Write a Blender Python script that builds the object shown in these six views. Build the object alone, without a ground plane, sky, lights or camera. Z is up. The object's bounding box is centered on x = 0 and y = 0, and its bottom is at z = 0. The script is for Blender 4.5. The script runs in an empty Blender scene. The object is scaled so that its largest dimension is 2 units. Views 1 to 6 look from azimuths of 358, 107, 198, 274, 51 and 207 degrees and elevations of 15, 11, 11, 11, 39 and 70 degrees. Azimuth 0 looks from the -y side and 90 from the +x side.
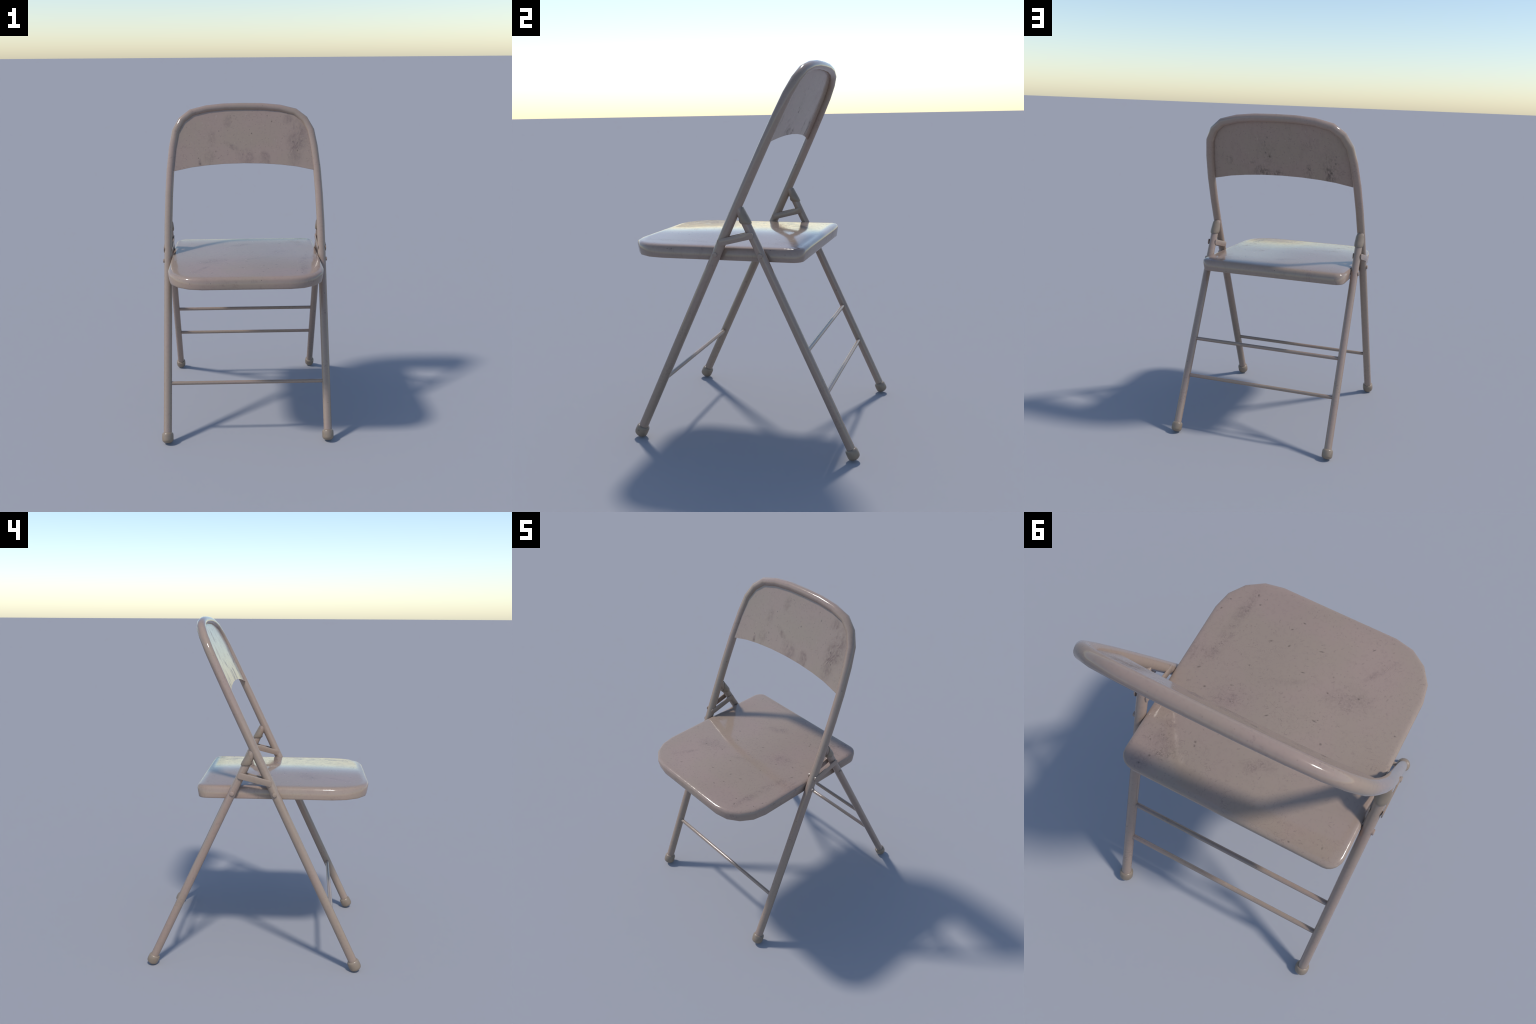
import bpy, bmesh, math, random
from mathutils import Vector, Matrix

random.seed(7)
scene = bpy.context.scene

# ------------------------------------------------------------------ sizes (m)
FRONT_LEAN = 0.4690          # dy/dz of the plane of the front tube frame
REAR_LEAN = -0.4640          # dy/dz of the rear legs
TUBE_R, REAR_R = 0.0253, 0.0230
LEG_X, REAR_X = 0.4935, 0.4915


def front_y(z):
    return -0.1040 + FRONT_LEAN * (z - 1.0364)


def rear_y(z):
    return 0.1335 + REAR_LEAN * (z - 1.0385) - 0.02 * max(0.0, z - 1.05)


FRONT_AXIS = Vector((0, FRONT_LEAN, 1)).normalized()
REAR_AXIS = Vector((0, REAR_LEAN, 1)).normalized()

# ------------------------------------------------------------------ materials


class Nodes:
    """Small helper around a material's node tree."""

    def __init__(self, name):
        self.mat = bpy.data.materials.new(name)
        self.mat.use_nodes = True
        self.t = self.mat.node_tree
        self.bsdf = next(n for n in self.t.nodes if n.type == "BSDF_PRINCIPLED")
        self.coord = self.t.nodes.new("ShaderNodeTexCoord").outputs["Object"]

    def put(self, socket, value):
        if isinstance(value, bpy.types.NodeSocket):
            self.t.links.new(value, socket)
        elif isinstance(value, (tuple, list)) and len(value) == 3 and socket.type == "RGBA":
            socket.default_value = (*value, 1)
        else:
            socket.default_value = value

    def math(self, op, a, b=0.0, clamp=False):
        n = self.t.nodes.new("ShaderNodeMath")
        n.operation, n.use_clamp = op, clamp
        self.put(n.inputs[0], a)
        self.put(n.inputs[1], b)
        return n.outputs[0]

    def mapping(self, loc=(0, 0, 0), rot=(0, 0, 0), scale=(1, 1, 1), kind="POINT", vector=None):
        n = self.t.nodes.new("ShaderNodeMapping")
        n.vector_type = kind
        self.put(n.inputs["Vector"], vector or self.coord)
        n.inputs["Location"].default_value = loc
        n.inputs["Rotation"].default_value = rot
        n.inputs["Scale"].default_value = scale
        return n.outputs[0]

    def noise(self, scale, detail=3, rough=0.55, vector=None, distortion=0.0):
        n = self.t.nodes.new("ShaderNodeTexNoise")
        self.put(n.inputs["Vector"], vector or self.coord)
        n.inputs["Scale"].default_value = scale
        n.inputs["Detail"].default_value = detail
        n.inputs["Roughness"].default_value = rough
        n.inputs["Distortion"].default_value = distortion
        return n.outputs[0]

    def ramp(self, value, lo, hi, out_lo=0.0, out_hi=1.0, smooth=True):
        n = self.t.nodes.new("ShaderNodeMapRange")
        n.interpolation_type = "SMOOTHSTEP" if smooth else "LINEAR"
        self.put(n.inputs[0], value)
        for i, v in enumerate((lo, hi, out_lo, out_hi), 1):
            n.inputs[i].default_value = v
        return n.outputs[0]

    def mix(self, fac, a, b):
        n = self.t.nodes.new("ShaderNodeMix")
        n.data_type = "RGBA"
        self.put(n.inputs[0], fac)
        self.put(n.inputs[6], a)
        self.put(n.inputs[7], b)
        return n.outputs[2]

    def voronoi_specks(self, scale, size, share, vector=None, flat=False):
        """Dots at random cell centres; only `share` of the cells carry one."""
        n = self.t.nodes.new("ShaderNodeTexVoronoi")
        n.voronoi_dimensions = "2D" if flat else "3D"
        self.put(n.inputs["Vector"], vector or self.coord)
        n.inputs["Scale"].default_value = scale
        dot = self.ramp(n.outputs["Distance"], size, size * 0.45)
        sep = self.t.nodes.new("ShaderNodeSeparateColor")
        self.t.links.new(n.outputs["Color"], sep.inputs[0])
        keep = self.ramp(sep.outputs[0], 1.0 - share, 1.0 - share * 0.4, 0.0, 1.0)
        return self.math("MULTIPLY", dot, keep)

    def blob(self, centre, radii, angle=0.0, soft=0.15, axes="xy"):
        """Soft elliptic patch; `axes` names the two object axes it is laid out in."""
        rot = {"xy": (0, 0, angle), "xz": (0, angle, 0)}[axes]
        size = (radii[0], radii[1], 1e3) if axes == "xy" else (radii[0], 1e3, radii[1])
        loc = (centre[0], centre[1], 0) if axes == "xy" else (centre[0], 0, centre[1])
        v = self.mapping(loc, rot, size, kind="TEXTURE")
        n = self.t.nodes.new("ShaderNodeVectorMath")
        n.operation = "LENGTH"
        self.t.links.new(v, n.inputs[0])
        return self.ramp(n.outputs["Value"], 1.0, soft)

    def union(self, masks):
        out = masks[0]
        for m in masks[1:]:
            out = self.math("MAXIMUM", out, m)
        return out

    def facing(self, axis, lo, hi):
        g = self.t.nodes.new("ShaderNodeNewGeometry")
        s = self.t.nodes.new("ShaderNodeSeparateXYZ")
        self.t.links.new(g.outputs["True Normal"], s.inputs[0])
        return self.ramp(s.outputs["XYZ".index(axis)], lo, hi)

    def finish(self, colour, rough, height=None, bump=0.1, distance=0.002):
        self.put(self.bsdf.inputs["Base Color"], colour)
        self.put(self.bsdf.inputs["Roughness"], rough)
        if height is not None:
            b = self.t.nodes.new("ShaderNodeBump")
            b.inputs["Strength"].default_value = bump
            b.inputs["Distance"].default_value = distance
            self.put(b.inputs["Height"], height)
            self.t.links.new(b.outputs[0], self.bsdf.inputs["Normal"])
        return self.mat


PINK = (0.330, 0.239, 0.193)      # aged beige-pink enamel
OLIVE = (0.320, 0.242, 0.186)     # the same enamel, yellowed
GRIME = (0.165, 0.112, 0.098)
DARK = (0.078, 0.055, 0.043)


def enamel(n, vector=None):
    patch = n.ramp(n.noise(3.2, 2), 0.36, 0.64)
    fine = n.ramp(n.noise(70, 3, 0.6), 0.45, 0.80)
    base = n.mix(patch, PINK, OLIVE)
    return n.mix(n.math("MULTIPLY", fine, 0.16), base, GRIME)


def tube_paint():
    n = Nodes("tube_enamel")
    col = enamel(n)
    specks = n.voronoi_specks(30, 0.15, 0.12)
    fleck = n.voronoi_specks(80, 0.24, 0.25)
    dirt = n.ramp(n.noise(90, 5, 0.75), 0.50, 0.70)
    where = n.ramp(n.noise(7, 3, 0.6), 0.55, 0.66)
    col = n.mix(n.math("MULTIPLY", n.math("MULTIPLY", dirt, where), 0.55), col, GRIME)
    col = n.mix(n.math("MULTIPLY", fleck, 0.30), col, GRIME)
    col = n.mix(n.math("MULTIPLY", specks, 0.65), col, DARK)
    rough = n.ramp(n.noise(25, 3, 0.6), 0.3, 0.75, 0.075, 0.125)
    return n.finish(col, rough, n.noise(70, 2), 0.015)


def scuffs(n, plane, kinds):
    """Short curved strokes scattered over a sheet; plane is a 2D vector socket."""
    warp = n.t.nodes.new("ShaderNodeTexNoise")
    warp.inputs["Scale"].default_value = 26
    n.t.links.new(plane, warp.inputs["Vector"])
    bent = n.t.nodes.new("ShaderNodeMix")
    bent.data_type = "VECTOR"
    bent.inputs[0].default_value = 0.030
    n.t.links.new(plane, bent.inputs[4])
    n.t.links.new(warp.outputs["Color"], bent.inputs[5])
    out = []
    for ang, stretch, scale, size, share in kinds:
        v = n.mapping(rot=(0, 0, ang), scale=(1, 1 / stretch, 1), kind="TEXTURE", vector=bent.outputs[1])
        out.append(n.voronoi_specks(scale, size, share, v, flat=True))
    return n.union(out)


def curls(n, scale, width, vector=None):
    """Thin wandering lines: the middle contour of a noise field."""
    f = n.noise(scale, 3, 0.6, vector)
    d = n.math("ABSOLUTE", n.math("SUBTRACT", f, 0.5))
    return n.ramp(d, width, width * 0.2)


def seat_paint():
    n = Nodes("seat_enamel")
    col = enamel(n)
    top = n.facing("Z", 0.55, 0.85)
    plan = n.coord
    # long smears and rubbed patches, laid out over the seat in plan
    smears = n.union([
        n.blob((0.348, -0.46), (0.040, 0.19), -0.09),
        n.blob((0.362, -0.27), (0.045, 0.12), -0.15),
        n.blob((0.415, -0.195), (0.065, 0.075), 0.3),
        n.blob((0.340, 0.205), (0.105, 0.075), -0.4),
        n.blob((0.385, 0.300), (0.060, 0.050), 0.0),
        n.blob((0.215, -0.09), (0.120, 0.065), 0.5),
        n.blob((-0.262, -0.455), (0.020, 0.12), -0.53),
        n.blob((-0.02, 0.115), (0.11, 0.05), 0.4),
        n.blob((0.03, -0.255), (0.17, 0.03), 0.45, -0.8),
        n.blob((0.36, 0.12), (0.06, 0.03), 0.3),
        n.blob((-0.20, -0.29), (0.13, 0.09), 0.3),
    ])
    grain = n.ramp(n.noise(85, 4, 0.75), 0.38, 0.66)
    cloud = n.ramp(n.noise(16, 4, 0.65), 0.30, 0.62)
    smear = n.math("MULTIPLY", smears, n.math("MULTIPLY", cloud, n.math("ADD", n.math("MULTIPLY", grain, 0.75), 0.25)))
    line = n.math("MULTIPLY", n.math("MULTIPLY", curls(n, 24, 0.016), smears), n.ramp(n.noise(30, 2), 0.42, 0.58))
    faint = scuffs(n, plan, ((0.70, 3.2, 15, 0.15, 0.26), (-0.10, 3.4, 17, 0.14, 0.22), (1.45, 2.4, 19, 0.14, 0.22)))
    faint = n.math("MULTIPLY", n.math("MULTIPLY", faint, n.ramp(n.noise(75, 3), 0.32, 0.56)), top)
    fleck = n.math("MULTIPLY", n.math("MULTIPLY", n.voronoi_specks(62, 0.26, 0.30, plan, flat=True), top), n.ramp(n.noise(9, 3), 0.36, 0.62))
    dust = n.voronoi_specks(170, 0.34, 0.5, plan, flat=True)
    dust = n.math("MULTIPLY", dust, n.ramp(n.noise(5, 2), 0.40, 0.62))
    corner_wear = n.blob((0.345, 0.205), (0.105, 0.080), -0.4, 0.2)
    squiggle = n.math("MULTIPLY", n.math("MULTIPLY", curls(n, 34, 0.030), corner_wear), n.math("MULTIPLY", n.ramp(n.noise(26, 3), 0.44, 0.58), top))
    col = n.mix(n.math("MULTIPLY", squiggle, 0.62), col, DARK)
    hair = n.math("MULTIPLY", n.math("MULTIPLY", curls(n, 9, 0.005), n.ramp(n.noise(4.5, 2), 0.50, 0.62)), top)
    col = n.mix(n.math("MULTIPLY", hair, 0.38), col, GRIME)
    col = n.mix(n.math("MULTIPLY", dust, 0.16), col, GRIME)
    col = n.mix(n.math("MULTIPLY", fleck, 0.24), col, GRIME)
    col = n.mix(n.math("MULTIPLY", smear, 0.52), col, GRIME)
    col = n.mix(n.math("MULTIPLY", n.math("MAXIMUM", n.math("MULTIPLY", faint, 0.60), n.math("MULTIPLY", line, top)), 0.55), col, GRIME)
    # single chips and nicks in the paint
    chips = []
    for x, y, long, wide, ang in (
        (0.384, -0.147, 0.0105, 0.0040, 0.72), (0.047, -0.083, 0.0110, 0.0038, 0.66),
        (-0.126, -0.147, 0.0125, 0.0042, -0.07), (-0.137, -0.157, 0.0055, 0.0032, 0.45),
        (0.322, -0.082, 0.0075, 0.0050, 0.25), (0.228, -0.135, 0.0090, 0.0036, 0.28),
        (0.236, 0.139, 0.0065, 0.0062, 0.0), (0.231, 0.155, 0.0050, 0.0060, 0.3),
        (0.364, 0.267, 0.0062, 0.0055, 0.0), (0.385, 0.310, 0.0055, 0.0048, 0.0),
        (-0.238, -0.312, 0.0060, 0.0050, 0.0), (-0.110, -0.351, 0.0048, 0.0048, 0.0),
        (0.329, -0.547, 0.0080, 0.0045, 1.76), (0.302, -0.509, 0.0060, 0.0045, 0.2),
        (0.332, -0.461, 0.0048, 0.0045, 0.0), (0.437, -0.424, 0.0065, 0.0045, 1.3),
        (-0.201, -0.536, 0.0095, 0.0034, 0.89), (0.101, -0.516, 0.0080, 0.0040, -0.07),
        (0.209, -0.244, 0.0048, 0.0045, 0.0), (0.007, -0.313, 0.0110, 0.0032, 0.19),
        (-0.119, -0.278, 0.0065, 0.0042, -0.24), (-0.428, -0.237, 0.0048, 0.0042, 0.0),
        (-0.378, 0.285, 0.0078, 0.0042, 1.70), (-0.258, 0.320, 0.0055, 0.0045, 0.0),
        (-0.191, -0.073, 0.0065, 0.0060, 0.0), (0.201, -0.069, 0.0048, 0.0042, 0.0),
        (0.133, -0.467, 0.0075, 0.0034, 0.80), (0.423, -0.480, 0.0048, 0.0038, 0.0),
        (0.185, -0.380, 0.0120, 0.0035, 0.55), (-0.018, -0.431, 0.0130, 0.0034, 0.30),
        (0.109, -0.394, 0.0080, 0.0045, 1.10),
    ):
        chips.append(n.blob((x, y), (long * 1.25, wide * 1.25), ang, 0.0))
    ragged = n.ramp(n.noise(170, 3, 0.6), 0.30, 0.55, 0.25, 1.0)
    chip = n.math("MULTIPLY", n.math("MULTIPLY", n.union(chips), ragged), top)
    col = n.mix(n.math("MULTIPLY", chip, 0.72), col, DARK)
    # greasy thumb marks on the skirt
    side = n.math("SUBTRACT", 1.0, top)
    marks = n.math("MULTIPLY", n.ramp(n.noise(14, 5, 0.7), 0.52, 0.70), n.ramp(n.noise(80, 3, 0.7), 0.35, 0.65))
    nicks = n.voronoi_specks(34, 0.13, 0.25)
    col = n.mix(n.math("MULTIPLY", n.math("MULTIPLY", side, marks), 0.42), col, GRIME)
    col = n.mix(n.math("MULTIPLY", n.math("MULTIPLY", side, nicks), 0.6), col, DARK)
    wear = n.union([smear, faint, chip, n.math("MULTIPLY", fleck, 0.6)])
    rough = n.math("ADD", n.ramp(n.noise(32, 6, 0.75), 0.36, 0.70, 0.075, 0.165), n.math("MULTIPLY", wear, 0.16))
    h = n.math("SUBTRACT", n.math("MULTIPLY", n.noise(110, 3), 0.25), n.math("MULTIPLY", n.union([chip, faint]), 0.4))
    return n.finish(col, rough, h, 0.022)


def panel_paint():
    n = Nodes("backrest_enamel")
    col = enamel(n)
    back = n.facing("Y", -0.2, 0.2)
    front = n.math("SUBTRACT", 1.0, back)
    tall = n.mapping(scale=(1, 1, 0.45))
    flat = n.mapping(rot=(-math.pi / 2, 0, 0))          # x, z of the sheet as a 2D plane
    grain = n.ramp(n.noise(60, 5, 0.72, tall), 0.36, 0.66)
    cloud = n.ramp(n.noise(20, 4, 0.65, tall), 0.30, 0.60)
    # front: purple-brown rub marks, the ones on the right hatched by slanted scratches
    rubs = n.union([
        n.blob((0.365, 1.79), (0.095, 0.16), 0.25, 0.3, axes="xz"),
        n.blob((0.340, 1.66), (0.06, 0.09), 0.2, axes="xz"),
        n.blob((0.136, 1.645), (0.050, 0.062), 0.0, 0.55, axes="xz"),
        n.blob((0.015, 1.660), (0.085, 0.070), 0.5, 0.2, axes="xz"),
        n.blob((-0.205, 1.78), (0.038, 0.075), 0.1, axes="xz"),
        n.blob((-0.290, 1.612), (0.022, 0.050), 0.0, 0.5, axes="xz"),
        n.blob((-0.225, 1.64), (0.050, 0.080), 0.1, axes="xz"),
        n.blob((-0.105, 1.885), (0.036, 0.060), 0.3, axes="xz"),
        n.blob((-0.075, 1.725), (0.070, 0.026), 0.5, axes="xz"),
        n.blob((0.30, 1.89), (0.05, 0.05), 0.0, axes="xz"),
    ])
    rub = n.math("MULTIPLY", n.math("MULTIPLY", rubs, cloud), n.math("ADD", n.math("MULTIPLY", grain, 0.8), 0.2))
    hatch = n.ramp(n.noise(60, 3, 0.6, n.mapping(rot=(0, 0, 1.05), scale=(6, 0.85, 1), kind="TEXTURE", vector=flat)), 0.50, 0.62)
    hatch = n.math("MULTIPLY", hatch, n.blob((0.355, 1.745), (0.085, 0.13), 0.3, 0.3, axes="xz"))
    rub = n.math("MULTIPLY", n.math("MAXIMUM", rub, hatch), front)
    col = n.mix(n.math("MULTIPLY", rub, 0.78), col, GRIME)
    hair = n.math("MULTIPLY", curls(n, 11, 0.006, n.mapping(rot=(0, 0.5, 0), scale=(0.6, 1, 1.3))), n.ramp(n.noise(5, 2), 0.50, 0.62))
    col = n.mix(n.math("MULTIPLY", hair, 0.40), col, GRIME)
    dots_front = []
    for x, z, r in ((0.160, 1.917, 0.005), (0.189, 1.881, 0.007), (0.283, 1.839, 0.004), (-0.162, 1.823, 0.005), (0.054, 1.806, 0.006),
                    (-0.183, 1.695, 0.007), (-0.298, 1.655, 0.005), (0.327, 1.753, 0.006), (0.355, 1.697, 0.006), (-0.286, 1.620, 0.009)):
        dots_front.append(n.blob((x, z), (r, r * 1.2), 0.3, 0.2, axes="xz"))
    ragged = n.ramp(n.noise(150, 3, 0.6), 0.30, 0.55, 0.2, 1.0)
    dot = n.math("MULTIPLY", n.math("MULTIPLY", n.union(dots_front), front), ragged)
    col = n.mix(n.math("MULTIPLY", dot, 0.65), col, DARK)
    # back: sooty spatter
    streaky = n.ramp(n.noise(80, 5, 0.75, n.mapping(scale=(1, 1, 0.40))), 0.42, 0.62)
    coarse = n.ramp(n.noise(24, 4, 0.7, tall), 0.38, 0.58)
    dense = n.union([
        n.blob((0.125, 1.630), (0.085, 0.070), 0.0, 0.1, axes="xz"),
        n.blob((-0.312, 1.645), (0.040, 0.110), 0.38, 0.1, axes="xz"),
        n.blob((0.070, 1.740), (0.022, 0.030), 0.5, -0.2, axes="xz"),
        n.blob((0.020, 1.630), (0.050, 0.035), 0.0, axes="xz"),
    ])
    loose = n.union([
        n.blob((0.080, 1.760), (0.055, 0.140), 0.1, -0.9, axes="xz"),
        n.blob((-0.335, 1.700), (0.055, 0.140), 0.3, -0.2, axes="xz"),
        n.blob((-0.180, 1.655), (0.022, 0.090), 0.0, axes="xz"),
        n.blob((0.338, 1.705), (0.030, 0.045), -0.4, axes="xz"),
        n.blob((0.200, 1.700), (0.075, 0.030), 0.0, -0.5, axes="xz"),
        n.blob((-0.20, 1.83), (0.10, 0.05), 0.0, -0.8, axes="xz"),
    ])
    soot_at = n.math("MAXIMUM", n.math("MULTIPLY", dense, streaky), n.math("MULTIPLY", n.math("MULTIPLY", loose, coarse), streaky))
    soot = n.math("MULTIPLY", soot_at, back)
    col = n.mix(n.math("MULTIPLY", soot, 0.85), col, DARK)
    dots_back = []
    for x, z, r in ((0.068, 1.857, 0.006), (0.086, 1.828, 0.006), (0.089, 1.761, 0.008), (0.065, 1.738, 0.008), (-0.179, 1.676, 0.007),
                    (-0.359, 1.760, 0.007), (-0.353, 1.717, 0.008), (-0.324, 1.654, 0.011), (-0.293, 1.615, 0.014), (-0.288, 1.66, 0.006),
                    (0.127, 1.638, 0.016), (-0.310, 1.635, 0.012)):
        dots_back.append(n.blob((x, z), (r, r * 1.5), 0.2, 0.1, axes="xz"))
    bdot = n.math("MULTIPLY", n.math("MULTIPLY", n.union(dots_back), back), ragged)
    col = n.mix(n.math("MULTIPLY", bdot, 0.70), col, DARK)
    fleck = n.voronoi_specks(48, 0.20, 0.22, flat, flat=True)
    stroke = scuffs(n, flat, ((0.9, 2.6, 17, 0.14, 0.26), (-0.5, 3.2, 15, 0.13, 0.22)))
    stroke = n.math("MULTIPLY", stroke, n.ramp(n.noise(75, 3), 0.36, 0.58))
    col = n.mix(n.math("MULTIPLY", n.math("MAXIMUM", fleck, stroke), 0.36), col, GRIME)
    streak = n.ramp(n.noise(30, 4, 0.65, n.mapping(scale=(1, 1, 0.16))), 0.46, 0.72)
    col = n.mix(n.math("MULTIPLY", n.math("MULTIPLY", streak, back), 0.14), col, GRIME)
    worn = n.union([rub, soot, bdot])
    lined = n.ramp(n.noise(42, 4, 0.7, n.mapping(scale=(1, 1, 0.14))), 0.56, 0.74)
    rough = n.math("ADD", n.ramp(n.noise(18, 4, 0.6, tall), 0.3, 0.75, 0.12, 0.17), n.math("MULTIPLY", n.math("MAXIMUM", worn, n.math("MULTIPLY", lined, 0.55)), 0.36))
    return n.finish(col, rough, n.noise(60, 2, vector=tall), 0.012)


def rubber():
    n = Nodes("tan_plastic")
    col = n.mix(n.ramp(n.noise(22, 4), 0.35, 0.7), (0.268, 0.205, 0.150), (0.228, 0.176, 0.130))
    spot = n.voronoi_specks(36, 0.16, 0.16)
    col = n.mix(n.math("MULTIPLY", spot, 0.7), col, (0.06, 0.045, 0.035))
    return n.finish(col, n.ramp(n.noise(40, 3), 0.3, 0.7, 0.28, 0.36), n.noise(90, 2), 0.02)


TUBE, SEAT, PANEL, PLASTIC = tube_paint(), seat_paint(), panel_paint(), rubber()

# ------------------------------------------------------------------ mesh tools


def new_object(name, bm, material, parent, smooth=True, sharp_angle=None):
    bmesh.ops.recalc_face_normals(bm, faces=bm.faces)
    for f in bm.faces:
        f.smooth = smooth
    if sharp_angle:
        for e in bm.edges:
            if len(e.link_faces) == 2 and e.calc_face_angle(0) > math.radians(sharp_angle):
                e.smooth = False
    me = bpy.data.meshes.new(name)
    bm.to_mesh(me)
    bm.free()
    me.materials.append(material)
    ob = bpy.data.objects.new(name, me)
    scene.collection.objects.link(ob)
    ob.parent = parent
    return ob


def skin_rings(bm, rings, closed_ends=(True, True)):
    """Bridge a list of equally long vertex loops (lists of Vectors)."""
    loops = [[bm.verts.new(p) for p in ring] for ring in rings]
    k = len(loops[0])
    for a, b in zip(loops, loops[1:]):
        for i in range(k):
            bm.faces.new((a[i], a[(i + 1) % k], b[(i + 1) % k], b[i]))
    if closed_ends[0]:
        bm.faces.new(loops[0][::-1])
    if closed_ends[1]:
        bm.faces.new(loops[-1])
    return loops


def tube(bm, path, radius, sides=20, side_hint=Vector((1, 0, 0)), ends=(True, True)):
    """Round tube along a polyline, mitred at the bends."""
    rings = []
    for i, p in enumerate(path):
        d0 = (p - path[i - 1]).normalized() if i else (path[1] - p).normalized()
        d1 = (path[i + 1] - p).normalized() if i < len(path) - 1 else d0
        t = (d0 + d1).normalized()
        nrm = side_hint.copy()
        nrm = (nrm - t * nrm.dot(t)).normalized()
        bi = t.cross(nrm)
        # stretch across the mitre so the tube keeps its width
        bend = d1 - d0
        stretch = 1 / max(0.5, t.dot(d0))
        ring = []
        for k in range(sides):
            a = 2 * math.pi * k / sides
            off = nrm * math.cos(a) * radius + bi * math.sin(a) * radius
            if bend.length > 1e-5:
                b = bend.normalized()
                off += b * off.dot(b) * (stretch - 1)
            ring.append(p + off)
        rings.append(ring)
    return skin_rings(bm, rings, ends)


def lathe(bm, base, axis, profile, sides=20):
    """Surface of revolution: profile is a list of (height along axis, radius)."""
    axis = axis.normalized()
    u = Vector((1, 0, 0)) if abs(axis.x) < 0.9 else Vector((0, 0, 1))
    u = (u - axis * u.dot(axis)).normalized()
    v = axis.cross(u)
    rings = []
    for h, r in profile:
        rings.append([base + axis * h + (u * math.cos(2 * math.pi * k / sides) + v * math.sin(2 * math.pi * k / sides)) * r for k in range(sides)])
    return skin_rings(bm, rings)


# ------------------------------------------------------------------ the chair
chair = bpy.data.objects.new("folding_chair", None)
scene.collection.objects.link(chair)
chair["label"] = "old beige-pink metal folding chair with tubular frame"
chair["category"] = "folding chair"

# --- front tube frame: one bent tube = front legs + sides and top of the back
HALF_FRAME = [  # x, z of the tube's centre line, from the foot up to the middle of the top rail
    (0.4935, 0.030), (0.4935, 0.55), (0.4935, 1.00), (0.4932, 1.25), (0.4890, 1.43), (0.4815, 1.58), (0.4670, 1.720),
    (0.4480, 1.821), (0.4080, 1.891), (0.3450, 1.938), (0.2430, 1.9625), (0.1270, 1.9735), (0.0, 1.9755)]
half = [Vector((x, front_y(z), z)) for x, z in HALF_FRAME]
path = half + [Vector((-p.x, p.y, p.z)) for p in reversed(half[:-1])]
plane_normal = Vector((0, 1, -FRONT_LEAN)).normalized()
bm = bmesh.new()
tube(bm, path, TUBE_R, 24, plane_normal)
frame = new_object("tube_frame", bm, TUBE, chair, sharp_angle=60)

# --- backrest sheet inside the bend
panel_edge = [(x, z) for x, z in HALF_FRAME if z > 1.57]
low_arc = [(0.4600, 1.5725), (0.3360, 1.5980), (0.1790, 1.6155), (0.0, 1.6195)]


def sheet_point(x, z, side):
    bow = -0.0045 - 0.004 * (abs(x) / 0.46) ** 4      # the sheet sits a touch in front of the tube axis
    return Vector((x, front_y(z), z)) + plane_normal * (bow + side)


def edge_height(x, pts):
    pts = sorted(pts)
    x = abs(x)
    for (x0, z0), (x1, z1) in zip(pts, pts[1:]):
        if x0 <= x <= x1:
            return z0 + (z1 - z0) * (x - x0) / (x1 - x0)
    return pts[-1][1]


columns = [-0.4815, -0.4670, -0.4480, -0.4080, -0.3450, -0.2430, -0.1270, 0, 0.1270, 0.2430, 0.3450, 0.4080, 0.4480, 0.4670, 0.4815]
ROWS = 8
bm = bmesh.new()
faces_by_side = []
for side in (-0.0025, 0.0025):
    grid = []
    for x in columns:
        lo = edge_height(x, low_arc + [(0.4815, 1.567)])
        hi = max(edge_height(x, panel_edge), lo + 0.002)
        grid.append([bm.verts.new(sheet_point(x, lo + (hi - lo) * k / ROWS, side)) for k in range(ROWS + 1)])
    for a, b in zip(grid, grid[1:]):
        for k in range(ROWS):
            bm.faces.new((a[k], b[k], b[k + 1], a[k + 1]))
    faces_by_side.append(grid)
g0, g1 = faces_by_side
for i in range(len(columns) - 1):
    bm.faces.new((g0[i][0], g0[i + 1][0], g1[i + 1][0], g1[i][0]))
    bm.faces.new((g0[i][ROWS], g0[i + 1][ROWS], g1[i + 1][ROWS], g1[i][ROWS]))
for i in (0, -1):
    for k in range(ROWS):
        bm.faces.new((g0[i][k], g0[i][k + 1], g1[i][k + 1], g1[i][k]))
new_object("backrest_panel", bm, PANEL, frame, sharp_angle=50)

# --- crossbars (front rail, and two rails between the rear legs)
def crossbar(y, z, half_len, r, parent):
    b = bmesh.new()
    tube(b, [Vector((-half_len, y, z)), Vector((0, y, z)), Vector((half_len, y, z))], r, 12, Vector((0, 0, 1)))
    return new_object("crossbar", b, TUBE, parent, sharp_angle=60)


crossbar(front_y(0.3350), 0.3350, LEG_X - 0.006, 0.0117, frame)

# --- feet
FOOT = [(0.0, 0.0005), (0.0, 0.0165), (0.0020, 0.0218), (0.0085, 0.0300), (0.0130, 0.0332), (0.0190, 0.0350), (0.0360, 0.0354),
        (0.0530, 0.0347), (0.0585, 0.0325), (0.0630, 0.0285), (0.0640, 0.0255), (0.0625, 0.0200)]


def foot(x, y_of, axis, parent, size=1.0):
    z = 0.0108                                       # centre of the sole, so that its low edge touches z = 0
    b = bmesh.new()
    lathe(b, Vector((x, y_of(z), z)), axis, [(h * size, r * size) for h, r in FOOT], 20)
    low = min(v.co.z for v in b.verts)
    for v in b.verts:
        v.co.z -= low
    return new_object("foot", b, PLASTIC, parent, sharp_angle=75)


for sx in (1, -1):
    foot(sx * LEG_X, front_y, FRONT_AXIS, frame)

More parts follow.
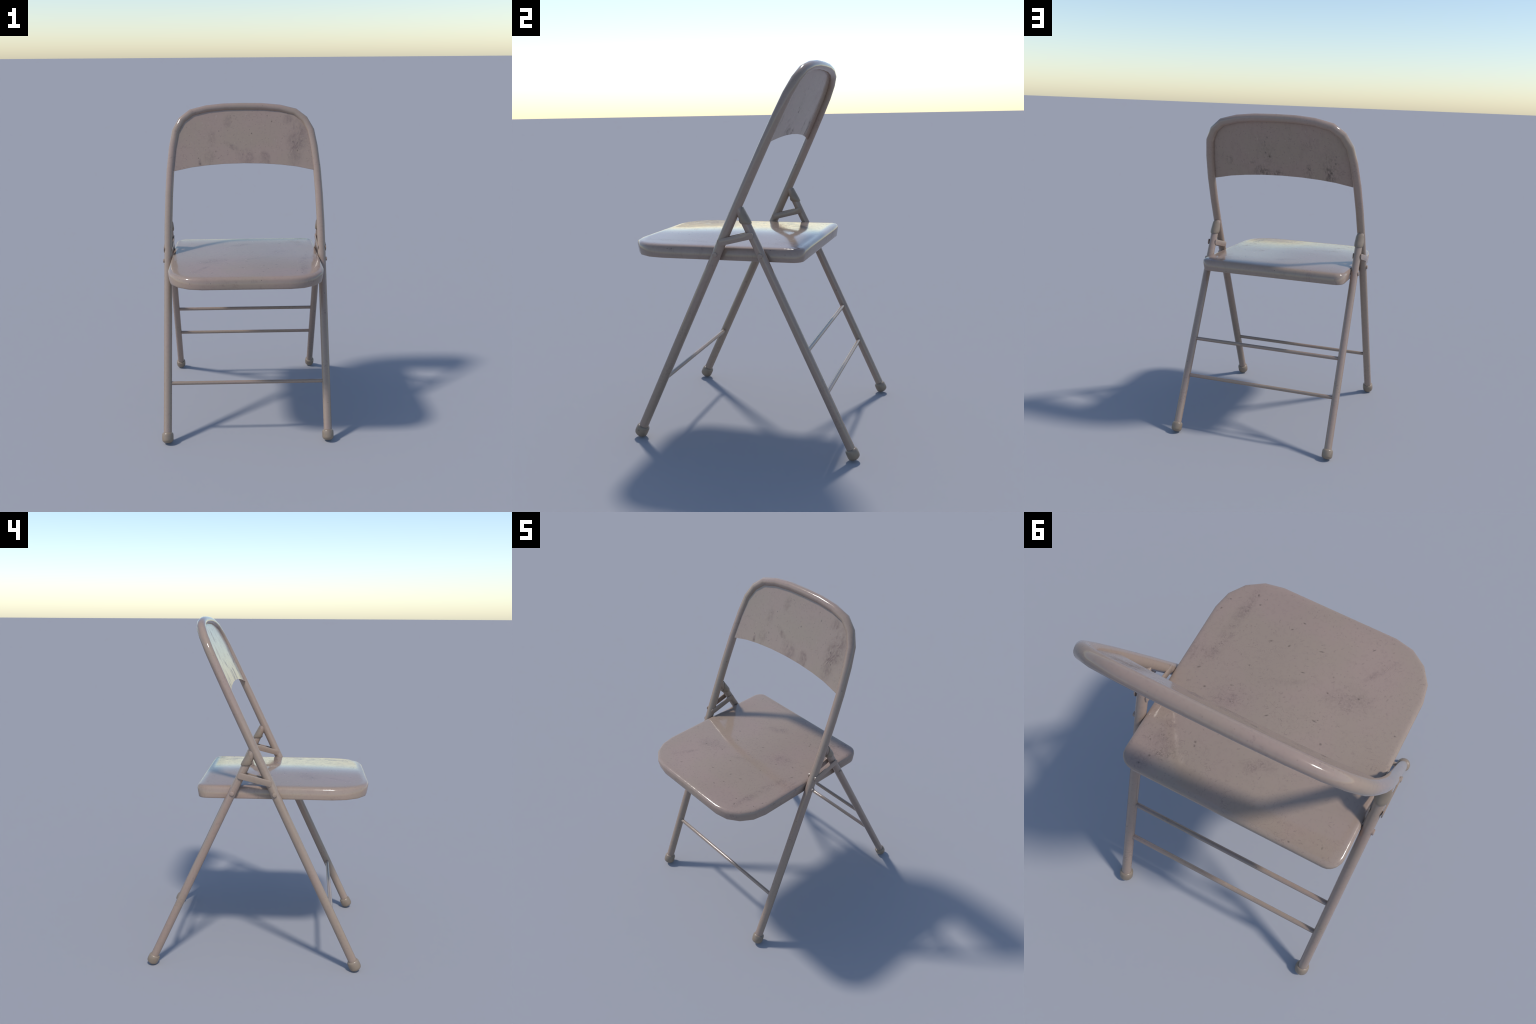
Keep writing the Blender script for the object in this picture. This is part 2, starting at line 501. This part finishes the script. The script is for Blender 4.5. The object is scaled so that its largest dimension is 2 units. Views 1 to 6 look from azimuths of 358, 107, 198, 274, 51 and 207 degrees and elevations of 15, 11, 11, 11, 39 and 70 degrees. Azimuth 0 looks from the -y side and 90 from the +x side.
# --- rear legs with their plastic top caps
CAP = [(1.1985, 0.0215), (1.1965, 0.0240), (1.1980, 0.0266), (1.2040, 0.0285), (1.2140, 0.0292), (1.2280, 0.0284), (1.2420, 0.0272),
       (1.2560, 0.0264), (1.2680, 0.0256), (1.2760, 0.0246), (1.2820, 0.0228), (1.2855, 0.0200)]


def cap_cut(z):
    """The cap is cut away along the front tube, this far from that tube's axis."""
    return 0.0290 + 0.16 * (1.2870 - z)


def cap_ring(x, z, r, sides=32):
    """One level of the cap: a circle about the rear leg, flattened where the cut plane passes."""
    squash = math.sqrt(1 + REAR_LEAN ** 2)
    limit = front_y(z) + cap_cut(z) * math.sqrt(1 + FRONT_LEAN ** 2)
    ring = []
    for k in range(sides):
        a = 2 * math.pi * k / sides
        px, dy = r * math.cos(a), r * math.sin(a) * squash
        if rear_y(z) + dy < limit:
            dy = limit - rear_y(z)
            room = max(0.0, r * r - (dy / squash) ** 2)
            px = max(-math.sqrt(room), min(math.sqrt(room), px))
        ring.append(Vector((x + px, rear_y(z) + dy, z)))
    return ring


for sx in (1, -1):
    bm = bmesh.new()
    top = [(1.262, 0.0226), (1.272, 0.0222), (1.280, 0.0208), (1.2850, 0.0180), (1.2868, 0.0120)]
    loops = tube(bm, [Vector((sx * REAR_X, rear_y(z), z)) for z in (0.030, 0.55, 1.05, 1.18, 1.25)], REAR_R, 24, ends=(True, False))
    stretch = math.sqrt(1 + REAR_LEAN ** 2)
    previous = loops[-1]
    phase = Vector((previous[0].co.x - sx * REAR_X, previous[0].co.y - rear_y(1.25), 0))
    start = math.atan2(phase.y, phase.x)
    turn = 1 if (previous[1].co - previous[0].co).y > 0 else -1
    for z, r in top:
        ring = []
        for k in range(24):
            a = start + turn * 2 * math.pi * k / 24
            ring.append(bm.verts.new((sx * REAR_X + r * math.cos(a), rear_y(z) + r * math.sin(a) * stretch, z)))
        for k in range(24):
            bm.faces.new((previous[k], previous[(k + 1) % 24], ring[(k + 1) % 24], ring[k]))
        previous = ring
    bm.faces.new(previous)
    leg = new_object("rear_leg", bm, TUBE, chair, sharp_angle=60)
    foot(sx * REAR_X, rear_y, REAR_AXIS, leg, 0.92)
    bm = bmesh.new()
    skin_rings(bm, [cap_ring(sx * REAR_X, z, r) for z, r in CAP])
    bmesh.ops.remove_doubles(bm, verts=bm.verts, dist=0.0002)
    new_object("end_cap", bm, PLASTIC, leg, sharp_angle=48)

rear_rails = bpy.data.objects.new("rear_rails", None)
scene.collection.objects.link(rear_rails)
rear_rails.parent = chair
for z in (0.5500, 0.3350):
    crossbar(rear_y(z), z, REAR_X - 0.006, 0.0115, rear_rails)

# --- seat: a pressed pan with rolled rim and slightly domed top
SEAT_HALF, SEAT_BACK, SEAT_FRONT = 0.4685, 0.3400, -0.6365
R_BACK, R_FRONT = 0.062, 0.212


def seat_outline():
    pts = []

    def corner(cx, cy, r, a0, a1, n):
        for k in range(n + 1):
            a = math.radians(a0 + (a1 - a0) * k / n)
            pts.append((cx + r * math.cos(a), cy + r * math.sin(a)))

    def along(axis, fixed, values):
        pts.extend((v, fixed) if axis == "x" else (fixed, v) for v in values)

    bx, by = SEAT_HALF - R_BACK, SEAT_BACK - R_BACK
    fx, fy = SEAT_HALF - R_FRONT, SEAT_FRONT + R_FRONT
    run = (0.20, 0.10, 0.0, -0.10, -0.20, -0.30)
    corner(bx, by, R_BACK, 0, 90, 5)
    along("x", SEAT_BACK, (0.28, 0.20, 0.14, 0.08, 0.0, -0.08, -0.14, -0.20, -0.28))
    corner(-bx, by, R_BACK, 90, 180, 5)
    along("y", -SEAT_HALF, run)
    corner(-fx, fy, R_FRONT, 180, 270, 4)
    along("x", SEAT_FRONT, (-0.14, -0.08, 0.0, 0.08, 0.14))
    corner(fx, fy, R_FRONT, 270, 360, 4)
    along("y", SEAT_HALF, run[::-1])
    return pts


outline = seat_outline()
SEAT_MID = (0.0, -0.14)


def inset(d):
    """Outline moved inwards by d (mitred)."""
    out, k = [], len(outline)
    for i in range(k):
        p0, p, p1 = outline[i - 1], outline[i], outline[(i + 1) % k]
        e0 = Vector((p[0] - p0[0], p[1] - p0[1])).normalized()
        e1 = Vector((p1[0] - p[0], p1[1] - p[1])).normalized()
        n0, n1 = Vector((-e0.y, e0.x)), Vector((-e1.y, e1.x))
        m = (n0 + n1).normalized()
        out.append(Vector(p) + m * d / max(0.6, m.dot(n0)))
    return out


# rolled rim from the hem upwards: inset, height, lean of the shading normal above the horizon
RIM = [(0.0115, 1.0010, None), (0.0095, 0.9990, None), (0.0075, 1.0002, -20), (0.0062, 1.0090, 2), (0.0030, 1.0300, 8), (0.0006, 1.0480, 16), (0.0008, 1.0565, 26), (0.0030, 1.0630, 46),
       (0.0070, 1.0675, 64), (0.0130, 1.0708, 76), (0.0220, 1.0730, 84)]
TOP_Z, DOME, STEPS = 1.0730, 0.0085, 18
rings = [[Vector((p.x, p.y, z)) for p in inset(d)] for d, z, _ in [(0.0115, 1.046, None), (0.0113, 1.0060, None)] + RIM]
inner, mid = inset(RIM[-1][0]), Vector(SEAT_MID)
for k in range(1, STEPS):
    s = 1 - k / STEPS
    rings.append([Vector((*(mid + (p - mid) * s), TOP_Z + DOME * (1 - s * s))) for p in inner])
bm = bmesh.new()
loops = skin_rings(bm, rings, (True, False))
tip = bm.verts.new((mid.x, mid.y, TOP_Z + DOME))
for i in range(len(inner)):
    bm.faces.new((loops[-1][i], loops[-1][(i + 1) % len(inner)], tip))
bm.verts.index_update()
seat_top_from = loops[len(rings) - STEPS][0].index     # first vertex of the level where the rolled rim ends
seat = new_object("seat", bm, SEAT, chair, sharp_angle=60)


def crown_tilt(x, y):
    """Lean of the pressed top's shading normal: a flat middle falling away to all four sides."""
    sx = max(-1.0, min(1.0, x / 0.190))
    tx = (4.35 if x > 0 else 3.60) * sx * (1.5 - 0.5 * sx * sx)
    ty = 0.0
    if y > 0.08:
        ty = 5.0 * ((y - 0.08) / 0.26) ** 1.8
    elif y < -0.12:
        ty = -4.0 * min(1.0, (-0.12 - y) / 0.36) ** 1.1
    return math.radians(tx), math.radians(ty)


outward = [(Vector(p) - q).normalized() for p, q in zip(outline, inset(0.01))]
count = len(outline)
normals = []
for v in seat.data.vertices:
    level, spot = divmod(v.index, count)
    if v.index < seat_top_from + count:
        lean = RIM[level - 2][2] if level >= 2 else None
        if lean is None:
            normals.append((0, 0, 0))
        else:
            lean = math.radians(lean)
            normals.append(Vector((*(outward[spot] * math.cos(lean)), math.sin(lean))))
        continue
    tx, ty = crown_tilt(v.co.x, v.co.y)
    normals.append(Vector((math.tan(tx), math.tan(ty), 1)).normalized())
seat.data.normals_split_custom_set_from_vertices(normals)

# --- pivot bolts that pin the seat to the four legs
def bolt(x_in, x_out, y, z):
    s = 1 if x_out > 0 else -1
    length = abs(x_out - x_in)
    b = bmesh.new()
    lathe(b, Vector((x_in, y, z)), Vector((s, 0, 0)),
          [(0.0, 0.0085), (length - 0.0105, 0.0085), (length - 0.0105, 0.0128), (length - 0.0028, 0.0128), (length - 0.0008, 0.0112), (length, 0.0085), (length + 0.0003, 0.0005)], 16)
    new_object("bolt", b, TUBE, chair, sharp_angle=35)


for sx in (1, -1):
    bolt(sx * 0.458, sx * 0.5262, front_y(1.0364), 1.0364)
    bolt(sx * 0.458, sx * 0.5212, rear_y(1.0385), 1.0385)

# --- folding links: a flat bar on either side of each pair of tubes
LINK_A = Vector((0, front_y(1.1010), 1.1010))       # pivot on the front tube
LINK_B = Vector((0, rear_y(1.1400), 1.1400))        # pivot on the rear leg
LINK_W, LINK_T = 0.0355, 0.0066


def link_bar(x):
    along = (LINK_B - LINK_A).normalized()
    across = Vector((0, -along.z, along.y))
    r, h = 0.0125, LINK_W / 2
    length = (LINK_B - LINK_A).length
    shape = []
    for cx, cy, a0 in ((length + h - r - 0.003, h - r, 0), (-(h - r - 0.003), h - r, 90), (-(h - r - 0.003), -(h - r), 180), (length + h - r - 0.003, -(h - r), 270)):
        for k in range(7):
            a = math.radians(a0 + 15 * k)
            shape.append((cx + r * math.cos(a), cy + r * math.sin(a)))
    rings = []
    for dx, shrink in ((-0.5, 0.0012), (-0.36, 0.0), (0.36, 0.0), (0.5, 0.0012)):
        ring = []
        for u, v in shape:
            f = Vector((u - length / 2, v))
            f *= 1 - shrink / h
            ring.append(LINK_A + along * (f.x + length / 2) + across * f.y + Vector((x + dx * LINK_T, 0, 0)))
        rings.append(ring)
    b = bmesh.new()
    skin_rings(b, rings)
    bar = new_object("link_bar", b, TUBE, chair, sharp_angle=40)
    # the two pins that carry the bar, hidden between bar and tube
    b = bmesh.new()
    s = 1 if x > 0 else -1
    for end in (LINK_A, LINK_B):
        inward = s * LEG_X
        lathe(b, Vector((inward, end.y, end.z)), Vector((1 if x > inward else -1, 0, 0)), [(0, 0.008), (abs(x - inward), 0.008)], 12)
    new_object("pin", b, TUBE, bar, sharp_angle=40)


for sx in (1, -1):
    link_bar(sx * (LEG_X + TUBE_R + 0.0004))
    link_bar(sx * (LEG_X - TUBE_R - 0.0004))
